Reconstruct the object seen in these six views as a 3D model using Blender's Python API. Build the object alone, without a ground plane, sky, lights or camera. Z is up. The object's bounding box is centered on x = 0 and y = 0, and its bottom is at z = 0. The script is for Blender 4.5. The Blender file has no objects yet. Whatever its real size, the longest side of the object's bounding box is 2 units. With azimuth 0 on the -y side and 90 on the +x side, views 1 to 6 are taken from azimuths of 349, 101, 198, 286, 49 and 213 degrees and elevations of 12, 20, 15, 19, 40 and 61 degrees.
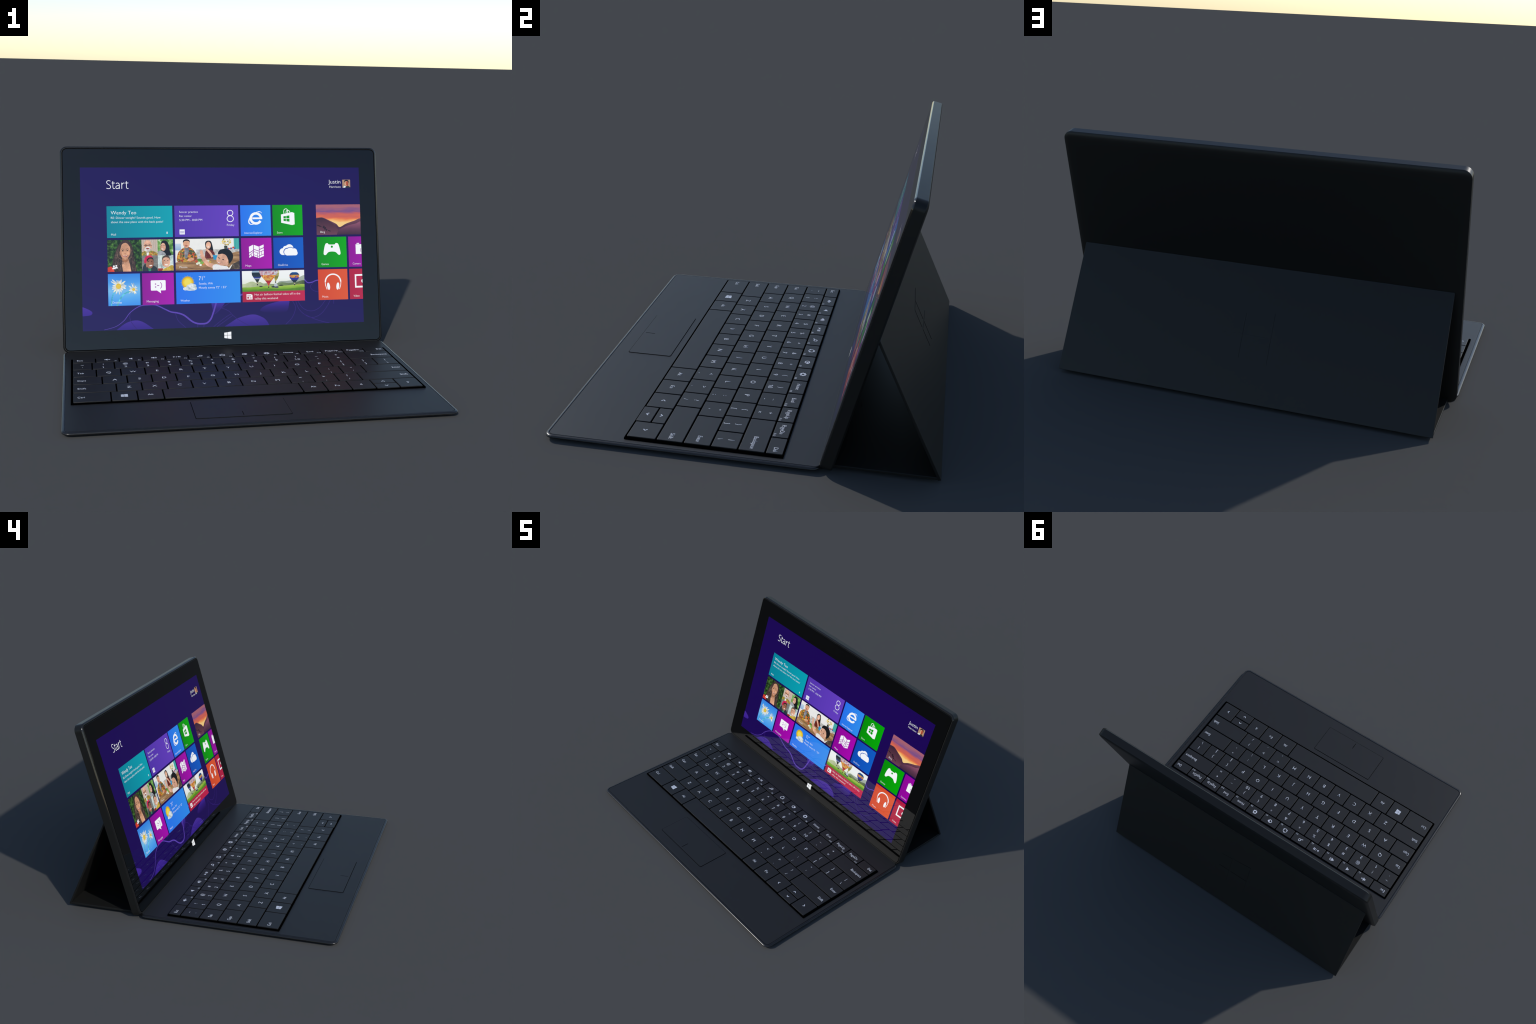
import bpy, bmesh, math, random
from mathutils import Vector, Matrix
from mathutils.geometry import tessellate_polygon

random.seed(7)
COL = bpy.context.scene.collection

# ------------------------------------------------------------------ sizes (metres)
TILT = math.radians(15.0)                      # tablet leans back from the vertical
TAB_C = Vector((0.0, 0.5226, 0.6232))          # centre of the tablet's front face
TAB_W, TAB_H, TAB_R = 1.0, 0.6255, 0.042       # half width, half height, corner radius
SCR_W, SCR_H = 1.764, 0.9922                   # lit display
PXW, PXH = 1366.0, 768.0                       # layout grid of the start screen
KB_Y0, KB_Y1 = -0.8715, 0.3725
KB_C = (KB_Y0 + KB_Y1) / 2
KB_H = (KB_Y1 - KB_Y0) / 2
DECK_Z = 0.0250
KEY_Z = 0.0358


# ------------------------------------------------------------------ materials
def lin(h):
    if isinstance(h, str):
        h = h.lstrip('#')
        c = [int(h[i:i + 2], 16) / 255 for i in (0, 2, 4)]
        return tuple(v / 12.92 if v <= 0.04045 else ((v + 0.055) / 1.055) ** 2.4 for v in c) + (1.0,)
    return tuple(h[:3]) + (1.0,)


def new_mat(name):
    m = bpy.data.materials.new(name)
    m.use_nodes = True
    nt = m.node_tree
    return m, nt, nt.nodes['Principled BSDF']


def surface(name, base, rough, spec=0.5, grain=0.0, bump=0.0, scale=300.0, metallic=0.0, rough_var=0.0):
    """coated metal / plastic with a fine grain in colour, gloss and relief"""
    m, nt, b = new_mat(name)
    b.inputs['Base Color'].default_value = lin(base)
    b.inputs['Roughness'].default_value = rough
    b.inputs['Specular IOR Level'].default_value = spec
    b.inputs['Metallic'].default_value = metallic
    tc = nt.nodes.new('ShaderNodeTexCoord')
    ns = nt.nodes.new('ShaderNodeTexNoise')
    ns.inputs['Scale'].default_value = scale
    ns.inputs['Detail'].default_value = 3
    nt.links.new(tc.outputs['Object'], ns.inputs['Vector'])
    if grain:
        mx = nt.nodes.new('ShaderNodeMix')
        mx.data_type = 'RGBA'
        c = lin(base)
        mx.inputs['A'].default_value = tuple(v * (1 - grain) for v in c[:3]) + (1,)
        mx.inputs['B'].default_value = tuple(v * (1 + grain) for v in c[:3]) + (1,)
        nt.links.new(ns.outputs['Fac'], mx.inputs['Factor'])
        nt.links.new(mx.outputs['Result'], b.inputs['Base Color'])
    if rough_var:
        n2 = nt.nodes.new('ShaderNodeTexNoise')
        n2.inputs['Scale'].default_value = 2.2
        nt.links.new(tc.outputs['Object'], n2.inputs['Vector'])
        mr = nt.nodes.new('ShaderNodeMapRange')
        mr.inputs['To Min'].default_value = rough - rough_var
        mr.inputs['To Max'].default_value = rough + rough_var
        nt.links.new(n2.outputs['Fac'], mr.inputs['Value'])
        nt.links.new(mr.outputs['Result'], b.inputs['Roughness'])
    if bump:
        bp = nt.nodes.new('ShaderNodeBump')
        bp.inputs['Strength'].default_value = bump
        bp.inputs['Distance'].default_value = 0.0005
        nt.links.new(ns.outputs['Fac'], bp.inputs['Height'])
        nt.links.new(bp.outputs['Normal'], b.inputs['Normal'])
    return m


_lit = {}


def px_local(x, y):
    return Vector(((x - PXW / 2) / PXW * SCR_W, (PXH / 2 - y) / PXH * SCR_H))


def lit(colors, kind='flat', span=None, axis='X', scale=60.0, stretch=(1, 1, 1), pos=None, detail=4.0, distort=0.0):
    """a patch of the lit display under glass: the panel gives off its own light.
    kind: flat | grad (along an axis between two layout pixels) | noise | wave | check"""
    if isinstance(colors, str):
        colors = (colors,)
    key = (tuple(colors), kind, span, axis, scale, stretch, tuple(pos or ()), detail, distort)
    if key in _lit:
        return _lit[key]
    m, nt, b = new_mat('lit_display_' + kind)
    b.inputs['Base Color'].default_value = (0, 0, 0, 1)
    b.inputs['Roughness'].default_value = 0.0
    b.inputs['Specular IOR Level'].default_value = 0.0
    b.inputs['Coat Weight'].default_value = 1.0
    b.inputs['Coat Roughness'].default_value = 0.0
    b.inputs['Coat IOR'].default_value = 1.5
    b.inputs['Emission Strength'].default_value = 1.0
    b.inputs['Emission Color'].default_value = lin(colors[0])
    if kind != 'flat':
        tc = nt.nodes.new('ShaderNodeTexCoord')
        ramp = nt.nodes.new('ShaderNodeValToRGB')
        el = ramp.color_ramp.elements
        n = len(colors)
        ps = pos or [i / (n - 1) for i in range(n)]
        while len(el) < n:
            el.new(0.5)
        for e, p, c in zip(el, ps, colors):
            e.position = p
            e.color = lin(c)
        if kind == 'grad':
            sep = nt.nodes.new('ShaderNodeSeparateXYZ')
            src = tc.outputs['Object']
            if distort:
                ns = nt.nodes.new('ShaderNodeTexNoise')
                ns.inputs['Scale'].default_value = scale
                ns.inputs['Detail'].default_value = detail
                mp = nt.nodes.new('ShaderNodeMapping')
                mp.inputs['Scale'].default_value = stretch
                nt.links.new(src, mp.inputs['Vector'])
                nt.links.new(mp.outputs['Vector'], ns.inputs['Vector'])
                sub = nt.nodes.new('ShaderNodeVectorMath')
                sub.operation = 'SUBTRACT'
                sub.inputs[1].default_value = (0.5, 0.5, 0.5)
                nt.links.new(ns.outputs['Color'], sub.inputs[0])
                sc = nt.nodes.new('ShaderNodeVectorMath')
                sc.operation = 'SCALE'
                sc.inputs['Scale'].default_value = distort
                nt.links.new(sub.outputs['Vector'], sc.inputs[0])
                ad = nt.nodes.new('ShaderNodeVectorMath')
                ad.operation = 'ADD'
                nt.links.new(src, ad.inputs[0])
                nt.links.new(sc.outputs['Vector'], ad.inputs[1])
                src = ad.outputs['Vector']
            nt.links.new(src, sep.inputs['Vector'])
            mr = nt.nodes.new('ShaderNodeMapRange')
            if axis == 'X':
                a, c = px_local(span[0], 0)[0], px_local(span[1], 0)[0]
            else:
                a, c = px_local(0, span[0])[1], px_local(0, span[1])[1]
            mr.inputs['From Min'].default_value = a
            mr.inputs['From Max'].default_value = c
            nt.links.new(sep.outputs[axis], mr.inputs['Value'])
            fac = mr.outputs['Result']
        else:
            mp = nt.nodes.new('ShaderNodeMapping')
            mp.inputs['Scale'].default_value = stretch
            nt.links.new(tc.outputs['Object'], mp.inputs['Vector'])
            if kind == 'noise':
                t = nt.nodes.new('ShaderNodeTexNoise')
                t.inputs['Scale'].default_value = scale
                t.inputs['Detail'].default_value = detail
                t.inputs['Roughness'].default_value = 0.65
                out = t.outputs['Fac']
            elif kind == 'wave':
                t = nt.nodes.new('ShaderNodeTexWave')
                t.bands_direction = axis
                t.inputs['Scale'].default_value = scale
                t.inputs['Distortion'].default_value = distort
                t.inputs['Detail'].default_value = detail
                out = t.outputs['Fac']
            else:
                t = nt.nodes.new('ShaderNodeTexVoronoi')
                t.distance = 'MANHATTAN'
                t.inputs['Scale'].default_value = scale
                w = nt.nodes.new('ShaderNodeSeparateXYZ')
                nt.links.new(t.outputs['Color'], w.inputs['Vector'])
                out = w.outputs['X']
            nt.links.new(mp.outputs['Vector'], t.inputs['Vector'])
            fac = out
        nt.links.new(fac, ramp.inputs['Fac'])
        nt.links.new(ramp.outputs['Color'], b.inputs['Emission Color'])
    _lit[key] = m
    return m


M_METAL = surface('dark_coated_metal', (0.0115, 0.0115, 0.0108), 0.40, 0.30, grain=0.10, bump=0.02, scale=420, rough_var=0.015)
M_BEVEL = surface('polished_dark_metal', (0.0100, 0.0102, 0.0105), 0.07, 0.40, grain=0.08, scale=420)
M_SHELL = surface('dark_moulded_rim', (0.0120, 0.0120, 0.0128), 0.27, 0.48, grain=0.10, bump=0.02, scale=380)
M_DECK = surface('dark_soft_keyboard_plastic', (0.0120, 0.0120, 0.0128), 0.49, 0.42, grain=0.12, bump=0.03, scale=380, rough_var=0.02)
M_KEY = surface('dark_key_plastic', (0.0120, 0.0120, 0.0128), 0.49, 0.42, grain=0.10, bump=0.03, scale=500)
M_WELL = surface('black_key_well', (0.0006, 0.0006, 0.0007), 0.9, 0.0, grain=0.2)
M_GAP = surface('black_gap', (0.0008, 0.0008, 0.0009), 0.8, 0.05, grain=0.2)
M_GLASS = surface('black_glass', (0.0012, 0.0012, 0.0013), 0.0, 0.5)
M_GLASS.node_tree.nodes['Principled BSDF'].inputs['IOR'].default_value = 1.5
M_PRINT = surface('pale_key_print', (0.60, 0.63, 0.70), 0.5, 0.3, grain=0.05)


# ------------------------------------------------------------------ mesh helpers
def make_obj(name, mesh, mats, parent=None):
    o = bpy.data.objects.new(name, mesh)
    for m in (mats if isinstance(mats, (list, tuple)) else [mats]):
        if m.name not in [x.name for x in mesh.materials if x]:
            mesh.materials.append(m)
    COL.objects.link(o)
    o.parent = parent
    return o


def smooth_by_angle(mesh, deg=35):
    for p in mesh.polygons:
        p.use_smooth = True
    mesh.set_sharp_from_angle(angle=math.radians(deg))


def rrect(hw, hh, r, seg=8, cx=0.0, cy=0.0):
    pts = []
    for sx, sy, a0 in ((1, 1, 0), (-1, 1, 90), (-1, -1, 180), (1, -1, 270)):
        for i in range(seg + 1):
            a = math.radians(a0 + 90 * i / seg)
            pts.append((cx + sx * (hw - r) + r * math.cos(a), cy + sy * (hh - r) + r * math.sin(a)))
    return pts


def loft(name, rings, cap0=True, cap1=True, sharp=35):
    """rings: list of closed loops of 3D points, equal counts"""
    bm = bmesh.new()
    vs = [[bm.verts.new(p) for p in ring] for ring in rings]
    n = len(rings[0])
    for a, b in zip(vs, vs[1:]):
        for i in range(n):
            j = (i + 1) % n
            bm.faces.new((a[i], a[j], b[j], b[i]))
    if cap0:
        bm.faces.new(list(reversed(vs[0])))
    if cap1:
        bm.faces.new(vs[-1])
    bmesh.ops.recalc_face_normals(bm, faces=bm.faces)
    me = bpy.data.meshes.new(name)
    bm.to_mesh(me)
    bm.free()
    smooth_by_angle(me, sharp)
    for p in me.polygons:
        if p.loop_total > 4:          # end caps are dead flat
            p.use_smooth = False
    return me


def slab_profile(hw, hh, r, prof, cx=0.0, cy=0.0, seg=10):
    """rounded rectangle swept through a profile of (inset, z)"""
    return [[(x, y, z) for x, y in rrect(hw - i, hh - i, max(r - i, 0.0015), seg, cx, cy)] for i, z in prof]


def fill(loops):
    """triangles of a planar outline with holes"""
    flat = [p for l in loops for p in l]
    tris = tessellate_polygon([[Vector((p[0], p[1], 0)) for p in l] for l in loops])
    return flat, tris


def plate_with_holes(name, outer, holes, z0, z1):
    bm = bmesh.new()
    flat, tris = fill([outer] + holes)
    top = [bm.verts.new((p[0], p[1], z1)) for p in flat]
    for t in tris:
        try:
            bm.faces.new([top[i] for i in t])
        except ValueError:
            pass
    bnd = [e for e in bm.edges if len(e.link_faces) == 1]
    r = bmesh.ops.extrude_edge_only(bm, edges=bnd)
    for g in r['geom']:
        if isinstance(g, bmesh.types.BMVert):
            g.co.z = z0
    bmesh.ops.recalc_face_normals(bm, faces=bm.faces)
    for f in bm.faces:
        if f.normal.z < -0.5:
            f.normal_flip()
    me = bpy.data.meshes.new(name)
    bm.to_mesh(me)
    bm.free()
    return me


# ------------------------------------------------------------------ text
_caps = {}


def text_mesh(body, depth, offset=0.0, res=3):
    cu = bpy.data.curves.new('lettering', 'FONT')
    cu.body = body
    cu.size = 1.0
    cu.resolution_u = res
    cu.fill_mode = 'FRONT'
    cu.offset = offset
    ob = bpy.data.objects.new('lettering', cu)
    COL.objects.link(ob)
    dg = bpy.context.evaluated_depsgraph_get()
    me = bpy.data.meshes.new_from_object(ob.evaluated_get(dg))
    bpy.data.objects.remove(ob)
    bpy.data.curves.remove(cu)
    return me


def lettering(name, body, mat, parent, x, y, z, cap=None, width=None, align='L', depth=0.00025, offset=0.0, bold=0.0):
    """x,y: left/centre/right end on the base line (align L C R); cap: capital height; width: total width"""
    me = text_mesh(body, depth, offset)
    xs = [v.co.x for v in me.vertices]
    x0, x1 = min(xs), max(xs)
    if 'H' not in _caps:
        h = text_mesh('H', 0)
        _caps['H'] = max(v.co.y for v in h.vertices)
        bpy.data.meshes.remove(h)
    ch = _caps['H']
    if width and cap:
        sx, sy = width / (x1 - x0), cap / ch
    elif width:
        sx = sy = width / (x1 - x0)
    else:
        sx = sy = cap / ch
    ox = {'L': x0, 'C': (x0 + x1) / 2, 'R': x1}[align]
    bm = bmesh.new()
    bm.from_mesh(me)
    for v in bm.verts:
        v.co = Vector(((v.co.x - ox) * sx + x, v.co.y * sy + y, z + depth))
    if depth:
        bnd = [e for e in bm.edges if len(e.link_faces) == 1]
        r = bmesh.ops.extrude_edge_only(bm, edges=bnd)
        for g in r['geom']:
            if isinstance(g, bmesh.types.BMVert):
                g.co.z = z
    for f in bm.faces:
        if f.normal.z < -0.5:
            f.normal_flip()
    bm.to_mesh(me)
    bm.free()
    me.name = name
    return make_obj(name, me, mat, parent)


# ------------------------------------------------------------------ flat relief (symbols, pictures)
def clip_rect(poly, rect):
    x0, y0, x1, y1 = rect
    for f, inter in ((lambda p: p[0] >= x0, lambda a, b: (x0, a[1] + (b[1] - a[1]) * (x0 - a[0]) / (b[0] - a[0]))),
                     (lambda p: p[0] <= x1, lambda a, b: (x1, a[1] + (b[1] - a[1]) * (x1 - a[0]) / (b[0] - a[0]))),
                     (lambda p: p[1] >= y0, lambda a, b: (a[0] + (b[0] - a[0]) * (y0 - a[1]) / (b[1] - a[1]), y0)),
                     (lambda p: p[1] <= y1, lambda a, b: (a[0] + (b[0] - a[0]) * (y1 - a[1]) / (b[1] - a[1]), y1))):
        out = []
        for i, b in enumerate(poly):
            a = poly[i - 1]
            if f(b):
                if not f(a):
                    out.append(inter(a, b))
                out.append(b)
            elif f(a):
                out.append(inter(a, b))
        poly = out
        if len(poly) < 3:
            return []
    return poly


def spline(pts, closed=False, n=8):
    out = []
    m = len(pts)
    last = m if closed else m - 1
    for i in range(last):
        p = [pts[(i + k) % m] if closed else pts[min(max(i + k, 0), m - 1)] for k in (-1, 0, 1, 2)]
        for s in range(n):
            t = s / n
            out.append(tuple(0.5 * (2 * p[1][d] + (p[2][d] - p[0][d]) * t + (2 * p[0][d] - 5 * p[1][d] + 4 * p[2][d] - p[3][d]) * t * t
                                    + (3 * p[1][d] - p[0][d] - 3 * p[2][d] + p[3][d]) * t ** 3) for d in (0, 1)))
    if not closed:
        out.append(tuple(pts[-1]))
    return out


def ellipse(cx, cy, rx, ry=None, rot=0.0, n=28, a0=0, a1=360):
    ry = rx if ry is None else ry
    c, s = math.cos(math.radians(rot)), math.sin(math.radians(rot))
    full = abs(a1 - a0) >= 360
    k = n if full else n + 1
    pts = []
    for i in range(k):
        a = math.radians(a0 + (a1 - a0) * i / n)
        u, v = rx * math.cos(a), ry * math.sin(a)
        pts.append((cx + u * c - v * s, cy + u * s + v * c))
    return pts


def rect(x0, y0, x1, y1):
    return [(x0, y0), (x1, y0), (x1, y1), (x0, y1)]


class Relief:
    """gathers flat shapes, each its own material and height, into one mesh"""

    def __init__(self, tf, z0, step, clip=None, walls=True):
        self.bm = bmesh.new()
        self.walls = walls
        self.tf, self.z0, self.step, self.clip = tf, z0, step, clip
        self.mats = []

    def slot(self, m):
        if m not in self.mats:
            self.mats.append(m)
        return self.mats.index(m)

    def add(self, polys, mat, layer=1):
        """polys: list of convex-or-simple loops sharing one height (first level list of loops; a loop may be (outer, holes))"""
        idx = self.slot(mat)
        z = self.z0 + self.step * layer
        cache, faces = {}, []

        def vert(p):
            q = self.tf(p[0], p[1])
            k = (round(q[0], 6), round(q[1], 6))
            if k not in cache:
                cache[k] = self.bm.verts.new((q[0], q[1], z))
            return cache[k]
        for poly in polys:
            holes = []
            if isinstance(poly, tuple) and isinstance(poly[0], list):
                poly, holes = poly[0], list(poly[1])
            if self.clip:
                poly = clip_rect(poly, self.clip)
            if len(poly) < 3:
                continue
            flat, tris = fill([poly] + holes)
            for t in tris:
                vs = [vert(flat[i]) for i in t]
                if len(set(vs)) < 3:
                    continue
                try:
                    faces.append(self.bm.faces.new(vs))
                except ValueError:
                    pass
        for f in faces:
            f.normal_update()
            if f.normal.z < 0:
                f.normal_flip()
            f.material_index = idx
        bnd = [e for f in faces for e in f.edges if len(e.link_faces) == 1]
        if bnd and self.walls:
            r = bmesh.ops.extrude_edge_only(self.bm, edges=list(set(bnd)))
            for g in r['geom']:
                if isinstance(g, bmesh.types.BMVert):
                    g.co.z = self.z0
                elif isinstance(g, bmesh.types.BMFace):
                    g.material_index = idx
        return self

    def poly(self, pts, mat, layer=1, holes=()):
        return self.add([(list(pts), list(holes))], mat, layer)

    def stroke(self, pts, w, mat, layer=1, w1=None):
        n = len(pts)
        quads, prev = [], None
        for i, p in enumerate(pts):
            a, b = pts[max(i - 1, 0)], pts[min(i + 1, n - 1)]
            dx, dy = b[0] - a[0], b[1] - a[1]
            l = math.hypot(dx, dy) or 1
            t = i / (n - 1)
            ww = w(t) if callable(w) else (w if w1 is None else w + (w1 - w) * t)
            nx, ny = -dy / l * ww / 2, dx / l * ww / 2
            cur = ((p[0] + nx, p[1] + ny), (p[0] - nx, p[1] - ny))
            if prev:
                quads.append([prev[0], prev[1], cur[1], cur[0]])
            prev = cur
        return self.add(quads, mat, layer)

    def build(self, name, parent):
        me = bpy.data.meshes.new(name)
        self.bm.to_mesh(me)
        self.bm.free()
        for m in self.mats:
            me.materials.append(m)
        o = bpy.data.objects.new(name, me)
        COL.objects.link(o)
        o.parent = parent
        return o


# ================================================================== the thing
root = bpy.data.objects.new('tablet_computer', None)
COL.objects.link(root)
root['label'] = 'black tablet with kickstand, lit tile screen and slim keyboard cover'
root['category'] = 'tablet computer'

# ------------------------------------------------------------------ tablet body
tab_prof = [(0.0117, -0.0070), (0.0117, -0.0006), (0.0113, -0.0002), (0.0080, -0.0002),
            (0.0008, -0.0058), (0.0, -0.0072), (0.0, -0.0515), (0.0008, -0.0532), (0.0025, -0.0545), (0.0060, -0.0562),
            (0.0110, -0.0584), (0.0170, -0.0603), (0.0250, -0.0616), (0.0380, -0.0624), (0.0600, -0.0628)]
body_me = loft('tablet_body', slab_profile(TAB_W, TAB_H, TAB_R, tab_prof, seg=12), sharp=24)
tablet = make_obj('tablet_body', body_me, [M_METAL, M_BEVEL], root)
n_ring = 4 * 13
for p in body_me.polygons[3 * n_ring:5 * n_ring]:   # the polished chamfer round the front
    p.material_index = 1
tablet.location = TAB_C
tablet.rotation_euler = (math.radians(90) - TILT, 0, 0)

gap_me = loft('bezel_gap', slab_profile(TAB_W, TAB_H, TAB_R, [(0.0120, -0.0062), (0.0120, -0.0058), (0.0185, -0.0058)], seg=12))
make_obj('bezel_gap', gap_me, M_GAP, tablet)
glass_me = loft('glass_front', slab_profile(TAB_W, TAB_H, TAB_R,
                [(0.0156, -0.0055), (0.0156, -0.0008), (0.0160, -0.0002), (0.0168, 0.0)], seg=12), sharp=24)
make_obj('glass_front', glass_me, M_GLASS, tablet)


def P(x, y):
    return px_local(x, y)


PXM = SCR_W / PXW
WHITE = lit('#f7f9fd')

# -- wallpaper of the display
wall = Relief(P, 0.0, 0.00004)
wall.poly(rect(0, 0, PXW, PXH), lit('#180052'), 1)
display = wall.build('display', tablet)

cv = Relief(P, 0.0, 0.00003, clip=(0, 0, PXW, PXH), walls=False)
V_RIB = lit('#5a3fae')
V_BLOB = lit(('#45289a', '#33188a', '#1d0558'), 'grad', span=(655, 768), axis='Y')
V_BLOB2 = lit(('#452a98', '#2b107e'), 'grad', span=(712, 775), axis='Y')
V_BLOB3 = lit(('#40249a', '#2b1074', '#190153'), 'grad', span=(650, 708), axis='Y')
V_THIN = lit('#2f1672')
cv.poly(spline([(-6, 657), (24, 666), (44, 680), (40, 693), (18, 697), (-6, 694)], True), V_BLOB, 2)
cv.poly(spline([(150, 772), (196, 738), (241, 725), (280, 734), (335, 772)]), V_BLOB2, 2)
cv.poly(spline([(846, 691), (873, 672), (932, 656), (985, 650), (989, 668), (972, 706), (901, 708), (854, 701)], True), V_BLOB3, 2)
cv.poly(spline([(640, 785), (695, 752), (739, 728), (807, 714), (851, 727), (876, 747), (893, 780)]), V_BLOB2, 2)
cv.poly(spline([(606, 640), (611, 678), (620, 712), (643, 694), (680, 645)]), V_BLOB3, 2)
for path in ([(221, 689), (218, 711), (227, 736), (251, 767)], [(434, 698), (446, 732), (482, 767)],
             [(1115, 565), (1099, 585), (1110, 604), (1137, 614)],
             [(1007, 655), (1021, 688), (1004, 733), (970, 767)],
             [(1031, 650), (1056, 689), (1098, 706), (1141, 691), (1176, 650)],
             [(1020, 645), (1036, 691), (1064, 721), (1103, 738), (1146, 723), (1180, 686), (1203, 645)],
             [(1064, 721), (1124, 749), (1190, 768)], [(1216, 650), (1214, 673)],
             [(624, 677), (658, 680), (690, 694), (711, 716), (739, 739), (790, 768)],
             [(621, 707), (652, 682), (703, 650)], [(615, 767), (671, 726), (704, 707)], [(632, 767), (709, 716)],
             [(540, 750), (538, 767)], [(570, 751), (568, 767)]):
    cv.stroke(spline(path, n=10), 2.6, V_THIN, 3)
cv.stroke(spline([(98, 765), (152, 751), (191, 724), (222, 686), (265, 659), (307, 654), (343, 656), (382, 675), (413, 690),
                  (444, 696), (475, 708), (511, 737), (534, 748), (557, 751), (583, 748), (603, 729), (617, 695), (631, 652)], n=10),
          lambda t: 1.5 + 6.0 * min(t * 1.7, 1.0), V_RIB, 4)
cv.stroke(spline([(745, 625), (751, 619), (764, 615)], n=6), 8, V_RIB, 4)
cv.stroke(spline([(1066, 545), (1084, 566), (1106, 566), (1127, 558), (1145, 556)], n=8), 5, V_RIB, 4)
cv.build('wallpaper_curve', tablet)

# -- tiles
TEAL, BLUE, VIOLET = ('#008299', '#00a0b1'), ('#2672ec', '#2e8def'), ('#8c0095', '#a700ae')
INDIGO, RED, ORANGE = ('#5133ab', '#643ebf'), ('#ac193d', '#bf1e4b'), ('#d24726', '#dc572e')
GREEN, SKY = ('#008a00', '#00a600'), ('#094ab2', '#0a5bc4')
Z_T = 0.00016       # height of tiles: the display lies behind one sheet of glass, so its layers are hair-thin
Z_I = Z_T + 0.00012  # symbols and words on tiles


def tile(x0, y0, x1, y1, cols):
    r = Relief(P, 0.0, Z_T, walls=False)
    r.poly(rect(x0, y0, x1, y1), lit(cols, 'grad', span=(x0, x0 + (310 if x1 - x0 > 200 else 150))), 1)
    return r.build('tile', tablet)


def word(s, x, y, cap=None, width=None, align='L', mat=None, offset=-0.011, z=Z_I):
    p = P(x, y)
    return lettering('screen_lettering', s, mat or WHITE, tablet, p[0], p[1], z,
                     cap=cap * PXM if cap else None, width=width * PXM if width else None, align=align, depth=0.0, offset=offset)


def symbol(clip=None):
    return Relief(P, Z_T, 0.00005, clip, walls=False)


tile(120, 184, 430, 334, TEAL)
tile(440, 184, 750, 334, INDIGO)
tile(760, 184, 910, 334, BLUE)
tile(919.5, 184, 1069.5, 334, GREEN)
tile(279.6, 504, 429.6, 654, VIOLET)
tile(440, 504, 750, 654, BLUE)
tile(760, 344, 910, 494, VIOLET)
tile(919.5, 344, 1069.5, 494, SKY)
tile(1139.3, 344, 1289.3, 494, GREEN)
tile(1299.3, 344, 1366, 494, VIOLET)
tile(1139.3, 504, 1289.3, 654, ORANGE)
tile(1299.3, 504, 1366, 654, RED)

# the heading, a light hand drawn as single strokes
h = Relief(P, Z_T, 0.00005, walls=False)
LW = 2.9
h.stroke(spline([(141, 64.8), (133, 62.2), (126, 64.4), (123, 70.5), (126.5, 77.3), (134, 82), (140.3, 88), (141, 95), (136, 99.8), (129, 100.4), (121.6, 98)], n=6), LW, WHITE)
for dx in (0, 63.5):
    h.stroke(spline([(152 + dx, 65.5), (152 + dx, 82), (152 + dx, 93), (154 + dx, 99), (158 + dx, 100.3), (161.5 + dx, 99.3)], n=5), LW, WHITE)
    h.poly(rect(146.5 + dx, 72.4, 161.2 + dx, 75.4), WHITE, 1.2)
h.stroke(spline([(166.5, 77), (172, 73.8), (178.5, 75), (182, 81), (182.4, 90), (182.4, 101.5)], n=5), LW, WHITE)
h.stroke(spline([(182, 85), (174, 86.3), (167.5, 89.3), (165.6, 94.8), (168.5, 99.6), (174.5, 100.2), (180, 97.5), (182, 92)], n=5), LW, WHITE, 1.2)
h.stroke([(193.6, 72.5), (193.6, 101.5)], LW, WHITE)
h.stroke(spline([(193.8, 84), (197, 77), (201.5, 74.2), (206.5, 74.4)], n=5), LW, WHITE, 1.2)
h.build('screen_heading', tablet)
word('Justin', 1207, 80, width=62, cap=19)
word('Harrison', 1211.5, 101, width=58, cap=10.5)
word('Wendy Teo', 139.5, 223, width=119, cap=16.5, offset=-0.010)
word('RE: Dinner tonight? Sounds good. How', 139.5, 244, width=234, cap=10)
word('about the new place with the back patio?', 139.5, 264, width=246, cap=10)
word('8', 403, 318, cap=10, align='C', offset=0.008)
word('Soccer practice', 463, 219, width=90, cap=9.8)
word('Rec center', 463, 238.5, width=60, cap=9.8)
word('5:30 PM - 8:00 PM', 463, 257.8, width=110, cap=9.8)
word('Friday', 693, 284, width=36, cap=10)
for s, x, y, w in (('Mail', 139, 323, 22.5), ('Internet Explorer', 778.5, 323.5, 88), ('Store', 939.5, 324, 27.5), ('Bing', 1158.8, 324, 23),
                   ('Photos', 458.6, 483, 37), ('Maps', 779, 482.6, 28), ('OneDrive', 939.8, 482.6, 49), ('Games', 1159, 482.6, 36.5),
                   ('Camera', 1319, 483, 40), ('Desktop', 139.4, 643, 43), ('Messaging', 299.4, 642, 56), ('Weather', 459.8, 642.7, 44.3),
                   ('Music', 1158.3, 642.5, 30.3), ('Video', 1318, 642.6, 30.3)):
    word(s, x, y, width=w, cap=9.6, z=Z_I + (0.00015 if s in ('Photos', 'Bing', 'Desktop') else 0))
word('71\u00b0', 549.6, 543.4, width=30, cap=19, offset=-0.009)
word('Seattle, WA', 549.5, 564.2, width=67, cap=10.2)
word('Mostly sunny 72\u00b0 / 53\u00b0', 549, 583.6, width=135, cap=10.2)
word('Hot air balloon festival takes off in the', 819.5, 623.5, width=227, cap=10.2, z=Z_I + 0.00015)
word('valley this weekend', 819.3, 643, width=115, cap=10.2, z=Z_I + 0.00015)

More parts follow.
